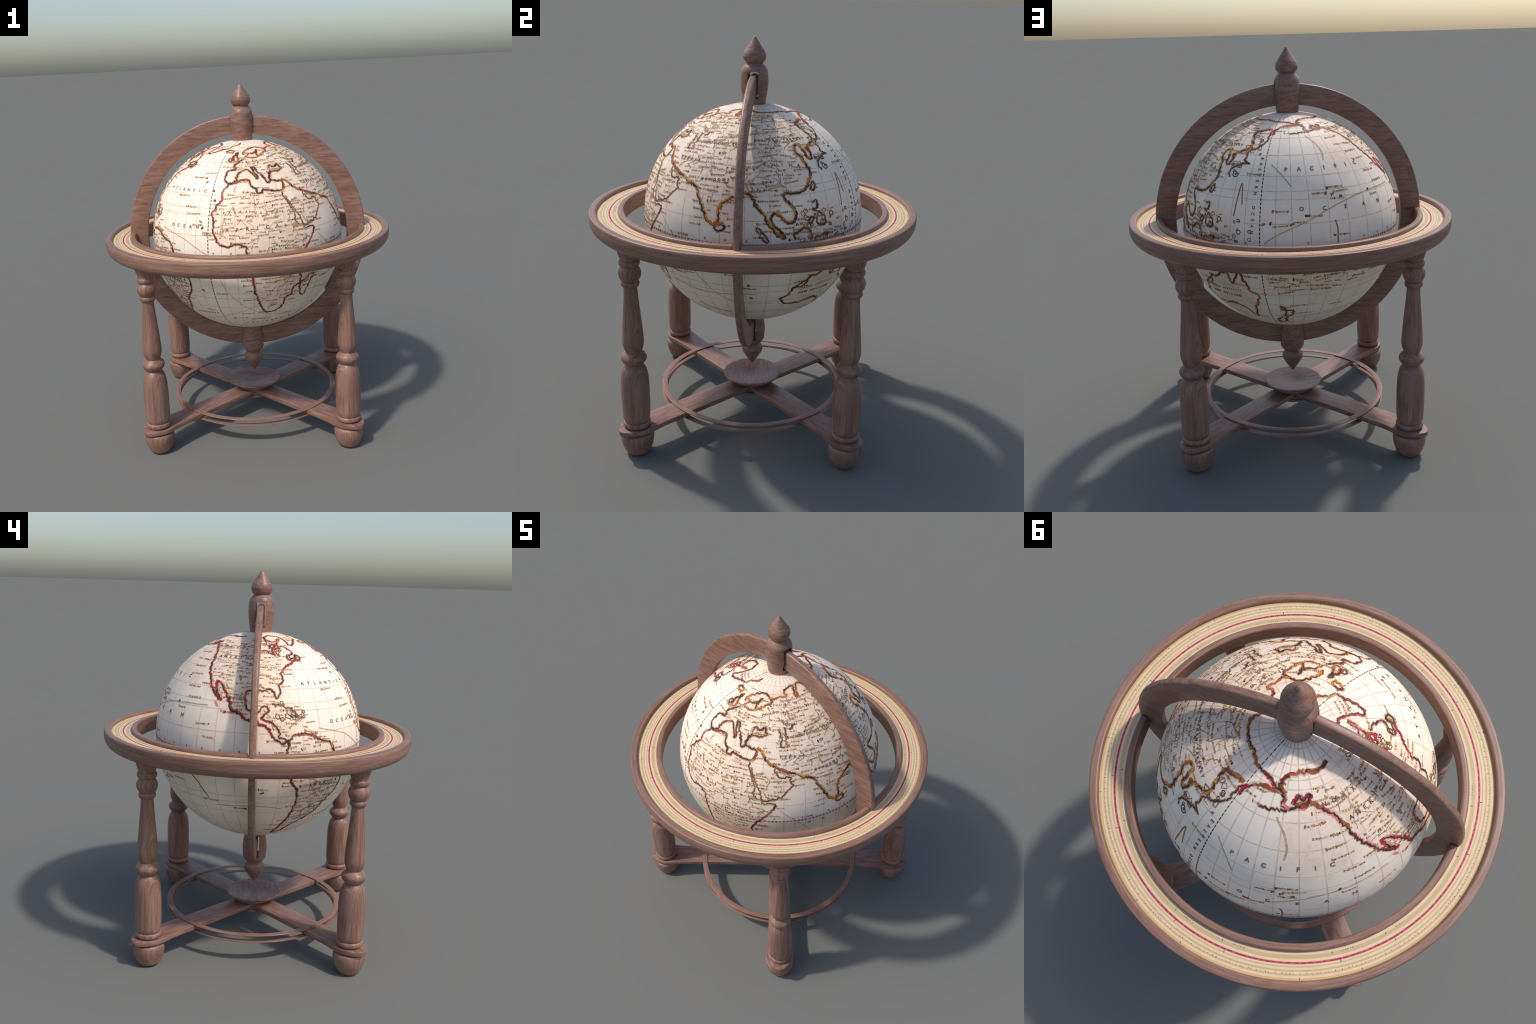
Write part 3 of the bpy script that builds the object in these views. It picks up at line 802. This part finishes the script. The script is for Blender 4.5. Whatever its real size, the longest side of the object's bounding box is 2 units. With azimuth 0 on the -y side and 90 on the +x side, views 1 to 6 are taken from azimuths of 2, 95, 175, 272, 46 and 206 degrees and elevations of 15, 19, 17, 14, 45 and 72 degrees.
def place_name(lon, lat, letters, size=1.0, turn=0.0, dark=0.35):
    """An illegible little word: a faded smear with darker letter strokes on it."""
    c = max(0.25, math.cos(math.radians(lat)))
    pitch = 0.78 * size
    h = 0.0098 * size
    length = letters * pitch
    ct, st = math.cos(turn), math.sin(turn)
    at = lambda d: (lon + d * ct / c, lat + d * st)
    for k in range(0, 6, 2):                       # smudged ground, in three uneven pieces
        names.ribbon([at(length * (k + t) / 6) for t in (0.1, 0.7, 1.3, 1.9)], [h * rng.uniform(0.5, 1.0) for _ in range(4)], "smear", 0.0005)
    d = 0.0
    while d < length:
        tall = 1.45 if d == 0 else rng.choice((0.7, 0.8, 0.8, 1.2))
        ink = rng.choice(("black", "violet", "rust", "brown")) if rng.random() < dark * 0.5 else rng.choice(("script", "script", "script", "brown"))
        q = at(d)
        if rng.random() < 0.8:
            names.blob(q[0], q[1] + rng.uniform(-0.12, 0.12), size * rng.uniform(0.0024, 0.0060), h * tall * rng.uniform(0.6, 1.0), ink, 0.0008, turn + rng.uniform(-0.5, 0.5))
        if rng.random() < 0.3:                      # a joining or cross stroke
            names.blob(q[0] + 0.25 / c, q[1] + rng.uniform(-0.3, 0.3), size * 0.0080, 0.0026, "script", 0.0007, turn)
        d += size * rng.uniform(0.42, 0.95)


for land, (poly, words, rivers) in LANDS.items():
    xs, ys = [p[0] for p in poly], [p[1] for p in poly]
    used, tries = [], 0
    while len(used) < words and tries < words * 40:
        tries += 1
        p = (rng.uniform(min(xs), max(xs)), rng.uniform(min(ys), max(ys)))
        if not inside(p, poly):
            continue
        c = math.cos(math.radians(p[1]))
        if any(abs(p[1] - q[1]) < 1.7 and abs(p[0] - q[0]) * c < 5.0 for q in used):
            continue
        used.append(p)
        turn = rng.gauss(0, 0.10) if rng.random() < 0.86 else rng.uniform(-1.2, 1.2)
        place_name(p[0] - 1.5 / c, p[1], rng.randint(3, 9), rng.choice((0.8, 1.0, 1.15, 1.4)), turn, 0.5 if land == "south_sea_isles" else 0.3)
    for _ in range(rivers):
        for _ in range(60):
            p = (rng.uniform(min(xs), max(xs)), rng.uniform(min(ys), max(ys)))
            if inside(p, poly):
                break
        heading, path = rng.uniform(0, 2 * math.pi), [p]
        for _ in range(rng.randint(5, 14)):
            heading += rng.gauss(0, 0.55)
            c = math.cos(math.radians(p[1]))
            p = (p[0] + 1.5 * math.cos(heading) / c, p[1] + 1.5 * math.sin(heading))
            if not inside(p, poly):
                break
            path.append(p)
        if len(path) > 3:
            names.ribbon(densify(path, 0.8, 0.12), 0.0032, rng.choice(("tan", "script", "tan", "bleed")), 0.00055)

for land, count in (("africa", 26), ("europe", 16), ("asia", 60), ("north_america", 44), ("south_america", 22), ("caribbean", 26), ("indies", 20), ("south_sea_isles", 56)):
    poly = LANDS[land][0]                      # blots where the engraving has run together
    for _ in range(count):
        p = (rng.uniform(min(q[0] for q in poly), max(q[0] for q in poly)), rng.uniform(min(q[1] for q in poly), max(q[1] for q in poly)))
        if inside(p, poly):
            names.blob(*p, rng.uniform(0.010, 0.034), rng.uniform(0.006, 0.014), "blot", 0.0004, rng.gauss(0, 0.2))
for lon, lat, turn in ((-111, 33, -1.1), (-109, 30.5, -1.0), (-110, 25, -0.9), (-148, 64.5, 0.3), (-152, 64, 1.2), (-170, 69, 1.3), (-16, 24.5, 0.9), (-12.5, 8.2, -0.8)):
    names.blob(lon, lat, 0.034, 0.012, "rose", 0.0005, turn)      # broad strokes of the colourist's brush

for name, path, side in coast_paths:      # names written out to sea from the shore
    for i in range(4, len(path) - 2, 6):
        if rng.random() < 0.42:
            n = rng.randint(4, 8)
            c = max(0.3, math.cos(math.radians(path[i][1])))
            p, q = path[i - 2], path[i + 2]
            west = (q[1] - p[1]) * (side or 1) > 0     # sea lies east of the shore when land is on the left of a northward path
            off = 1.3 / c if west else -(n * 0.6 + 1.3) / c
            place_name(path[i][0] + off, path[i][1], n, 1.1, rng.gauss(0, 0.06), 0.2)


def track(points, width=0.0045, ink="tan"):
    names.ribbon(densify(points, 1.2, 0.04), width, ink, 0.0005)


track([(164, 1.8), (171, 6.4), (186, 12.7), (196, 17.2), (207, 20.7), (222, 23.2), (245, 23.8)], 0.0055)
track([(-53.4, 13.5), (-34.5, 8.9), (-20.6, 1.7), (-5, -7), (8, -17)], 0.0055)
track([(-168, 57.9), (-162, 52.2), (-159.8, 46.6), (-160.8, 41.7)], 0.0075)
track([(166, 40.3), (172, 35.4), (177.7, 28.8)], 0.0055)
track([(-161, 12), (-160, 6), (-161, -6), (-165, -14)], 0.0065, "brown")
track([(152, 20), (150, 30), (148, 14)], 0.0060, "brown")
track([(-128, -8), (-120, -16), (-114, -26)], 0.0065, "brown")
track([(20, -18), (14, -27), (2, -36), (-20, -44), (-60, -57)], 0.0032)
track([(-14, -5), (-10, -20), (2, -34), (20, -43), (60, -46), (110, -44), (150, -48)], 0.0032)
track([(48, 8), (62, -6), (70, -20), (84, -33), (110, -36)], 0.0040)
track([(100, -28), (70, -29), (50, -26)], 0.0060)
track([(-110, -30), (-85, -29), (-70, -31)], 0.0050)
track([(60, -41), (68, -44), (82, -47)], 0.0060, "brown")
track([(180, -46), (200, -44), (220, -42), (236, -46)], 0.0050)
for lon, lat, n in ((0, -28, 8), (-16, -23, 7), (5, -47, 12), (-9, -45, 9), (-2, -40, 7), (30, -44, 6), (62, -14, 8), (60, -18, 7), (84, -16, 9), (92, -24, 8), (52, -19, 9), (176, -35, 9),
                    (200, -36, 9), (178, -42, 10), (-118, -27, 9), (-100, -31, 12), (-88, -18, 8), (-75, -46, 8), (-80, -52, 9), (-30, -37, 8), (-33, 23, 9), (-36, 27, 8), (-28, 17, 7), (-22, 12, 7),
                    (-45, 33, 9), (-38, 45, 8), (-30, 48, 8), (66, 8, 7), (86, 12, 6), (60, 2, 6), (152, 35, 8), (-150, 55, 8), (-146, 50, 9), (-140, 45, 8), (-138, 40, 9), (-134, 33, 9), (-130, 27, 9),
                    (-164, 27.6, 10), (-160, 25.2, 9), (-162, 22, 8), (-172, 25, 8), (170, 17, 6), (-173, 14.5, 6), (168, 10, 8), (-136, 21, 6), (-160, 4.8, 7), (178, 12, 7), (-120, 14, 8), (-105, 21, 9), (-115, 8, 7)):
    place_name(lon, lat, n, 1.2, rng.gauss(0, 0.05), 0.3)
for lon, lat in ((168.9, 17.1), (163.7, 10.9), (167.2, 11.7), (177.4, 11.0), (-175.5, 14.6), (-174.3, 14.9), (-163.2, 26.8), (-164.2, 24.6), (-160.9, 23.8), (-156.2, 22.9), (-137.3, 23.6), (-161.8, 4.8),
                 (-26.6, 44.5), (-24.2, 42.1), (-16.7, 36.7), (-15.5, 31.1), (-21.7, 15.7), (-23.1, 18.8), (-104, 21.4), (-83, -20), (-92, -31), (-25, -21), (97, -31), (96, -22)):
    for _ in range(3):
        names.blob(lon + rng.uniform(-0.7, 0.7), lat + rng.uniform(-0.5, 0.5), rng.uniform(0.006, 0.012), rng.uniform(0.006, 0.011), rng.choice(("black", "brown", "rust")), 0.0010, rng.uniform(0, 3))
for _ in range(60):                        # lake and island marks
    land = rng.choice(("asia", "europe", "north_america", "africa"))
    poly = LANDS[land][0]
    p = (rng.uniform(min(q[0] for q in poly), max(q[0] for q in poly)), rng.uniform(min(q[1] for q in poly), max(q[1] for q in poly)))
    if inside(p, poly):
        names.blob(*p, rng.uniform(0.005, 0.012), rng.uniform(0.006, 0.012), rng.choice(("violet", "brown", "letter")), 0.0009, rng.uniform(0, 3))
for x0, x1, y0, y1, count in ((122, 140, 6, 17, 14), (118, 150, -9, 3, 30), (138, 146, 33, 41, 9), (144, 157, 46, 58, 12), (-80, -60, 18, 27, 14), (-92, -60, 55, 70, 18), (148, 158, 3, 13, 7)):
    for _ in range(count):                 # archipelagos: little loops of coast
        lon, lat, s = rng.uniform(x0, x1), rng.uniform(y0, y1), rng.uniform(0.7, 2.0)
        c = max(0.3, math.cos(math.radians(lat)))
        corners = [(0.35 + 0.65 * rng.random(), 2 * math.pi * k / 7) for k in range(7)]
        loop = [(lon + s * r * math.cos(t) / c, lat + s * r * math.sin(t)) for r, t in corners]
        names.ribbon(loop + loop[:2], rng.uniform(0.0030, 0.0050), rng.choice(("black", "brown", "black", "violet")), 0.0008)
        if rng.random() < 0.4:
            names.blob(lon, lat, 0.006 * s, 0.006 * s, rng.choice(("ochre", "bleed", "rust", "smear")), 0.0007, rng.uniform(0, 3))
names.finish("place_names")

# --- large lettering
LETTER_OBJECTS = []
letter_v, letter_f = [], []


def letter_mesh(ch):
    cu = bpy.data.curves.new("letter", "FONT")
    cu.body, cu.size, cu.extrude, cu.offset, cu.align_x = ch, 1.0, 0.3, 0.026, "CENTER"
    cu.resolution_u = 3
    ob = link(bpy.data.objects.new("letter", cu))
    me = bpy.data.meshes.new_from_object(ob.evaluated_get(bpy.context.evaluated_depsgraph_get()))
    data = [v.co.copy() for v in me.vertices], [tuple(p.vertices) for p in me.polygons]
    bpy.data.objects.remove(ob)
    bpy.data.curves.remove(cu)
    bpy.data.meshes.remove(me)
    return data


glyphs = {}


def write(word, start, end, height, turn=0.0):
    """Spreads the letters of a word evenly between two map points (centres of the first and last letter)."""
    n = len(word)
    for k, ch in enumerate(word):
        if ch == " ":
            continue
        t = k / max(1, n - 1)
        lon, lat = start[0] + (end[0] - start[0]) * t, start[1] + (end[1] - start[1]) * t
        if ch not in glyphs:
            glyphs[ch] = letter_mesh(ch)
        vs, fs = glyphs[ch]
        up = on_globe(lon, lat).normalized()
        east = Vector((0, 0, 1)).cross(up).normalized()
        north = up.cross(east)
        ca, sa = math.cos(turn), math.sin(turn)
        e, nn = east * ca + north * sa, north * ca - east * sa
        base = len(letter_v)
        size = height / 0.69
        for v in vs:
            q = up * GLOBE_R + e * (v.x * size) + nn * ((v.y - 0.345) * size)
            letter_v.append(q.normalized() * (GLOBE_R + (0.0013 if v.z > 0 else -0.0002)))
        letter_f.extend(tuple(base + i for i in f) for f in fs)


write("ATLANTIC", (-58, 37), (-23.6, 36.5), 0.016)
write("OCEAN", (-43.6, 16), (-25, 16), 0.017)
write("PACIFIC", (174.8, 37.7), (221.5, 38.1), 0.018)
write("OCEAN", (182.4, 18.2), (228.8, 17), 0.018)
write("EASTERN", (159.4, 43.6), (158.6, 25.5), 0.014, -math.pi / 2)
write("OCEAN", (158.4, 18.8), (158.0, 7.1), 0.014, -math.pi / 2)
write("AFRICA", (-6.8, 14.6), (21.7, 15.6), 0.018)
write("ZAARA", (-8.9, 24), (4.5, 24.5), 0.012)
write("DESERT", (9.8, 23.5), (26.3, 22.6), 0.011)
write("PERSIA", (48.8, 38.2), (63.5, 38.2), 0.013)
write("INDEPENDENT TARTARY", (58.8, 48.3), (95.8, 48.7), 0.012)
write("EASTERN TARTARY", (98.6, 51.1), (137.8, 51), 0.012)
write("CHINA", (104.4, 38.2), (125, 36.6), 0.014)
write("HINDOOSTAN", (69.3, 29.2), (92, 30.5), 0.012)
write("TIBET", (82.8, 35.6), (98, 35.1), 0.011)
write("RUSSIA", (55.3, 65.5), (120, 65.6), 0.013)
write("NEW HOLLAND", (125.4, -29.7), (146, -29.6), 0.013)
write("TERRA AUSTRALIS", (126, -26.4), (147.6, -25.3), 0.008)
write("NORTH", (-135, 61.8), (-103, 61.3), 0.014)
write("AMERICA", (-121.8, 53.2), (-92, 53), 0.016)
write("S.AMERICA", (-62, -16.9), (-37.5, -15.9), 0.015)
write("SOUTHERN", (-40.3, -41.2), (-21.3, -40.1), 0.011)
write("SOUTHERN OCEAN", (0.7, -52), (60, -50), 0.013)
write("INDIAN", (56, -2.5), (96, -3.5), 0.013)
lettering = mesh_object("lettering", letter_v, letter_f, [INKS["letter"]], globe, None)
lettering["kind"] = "stuff"
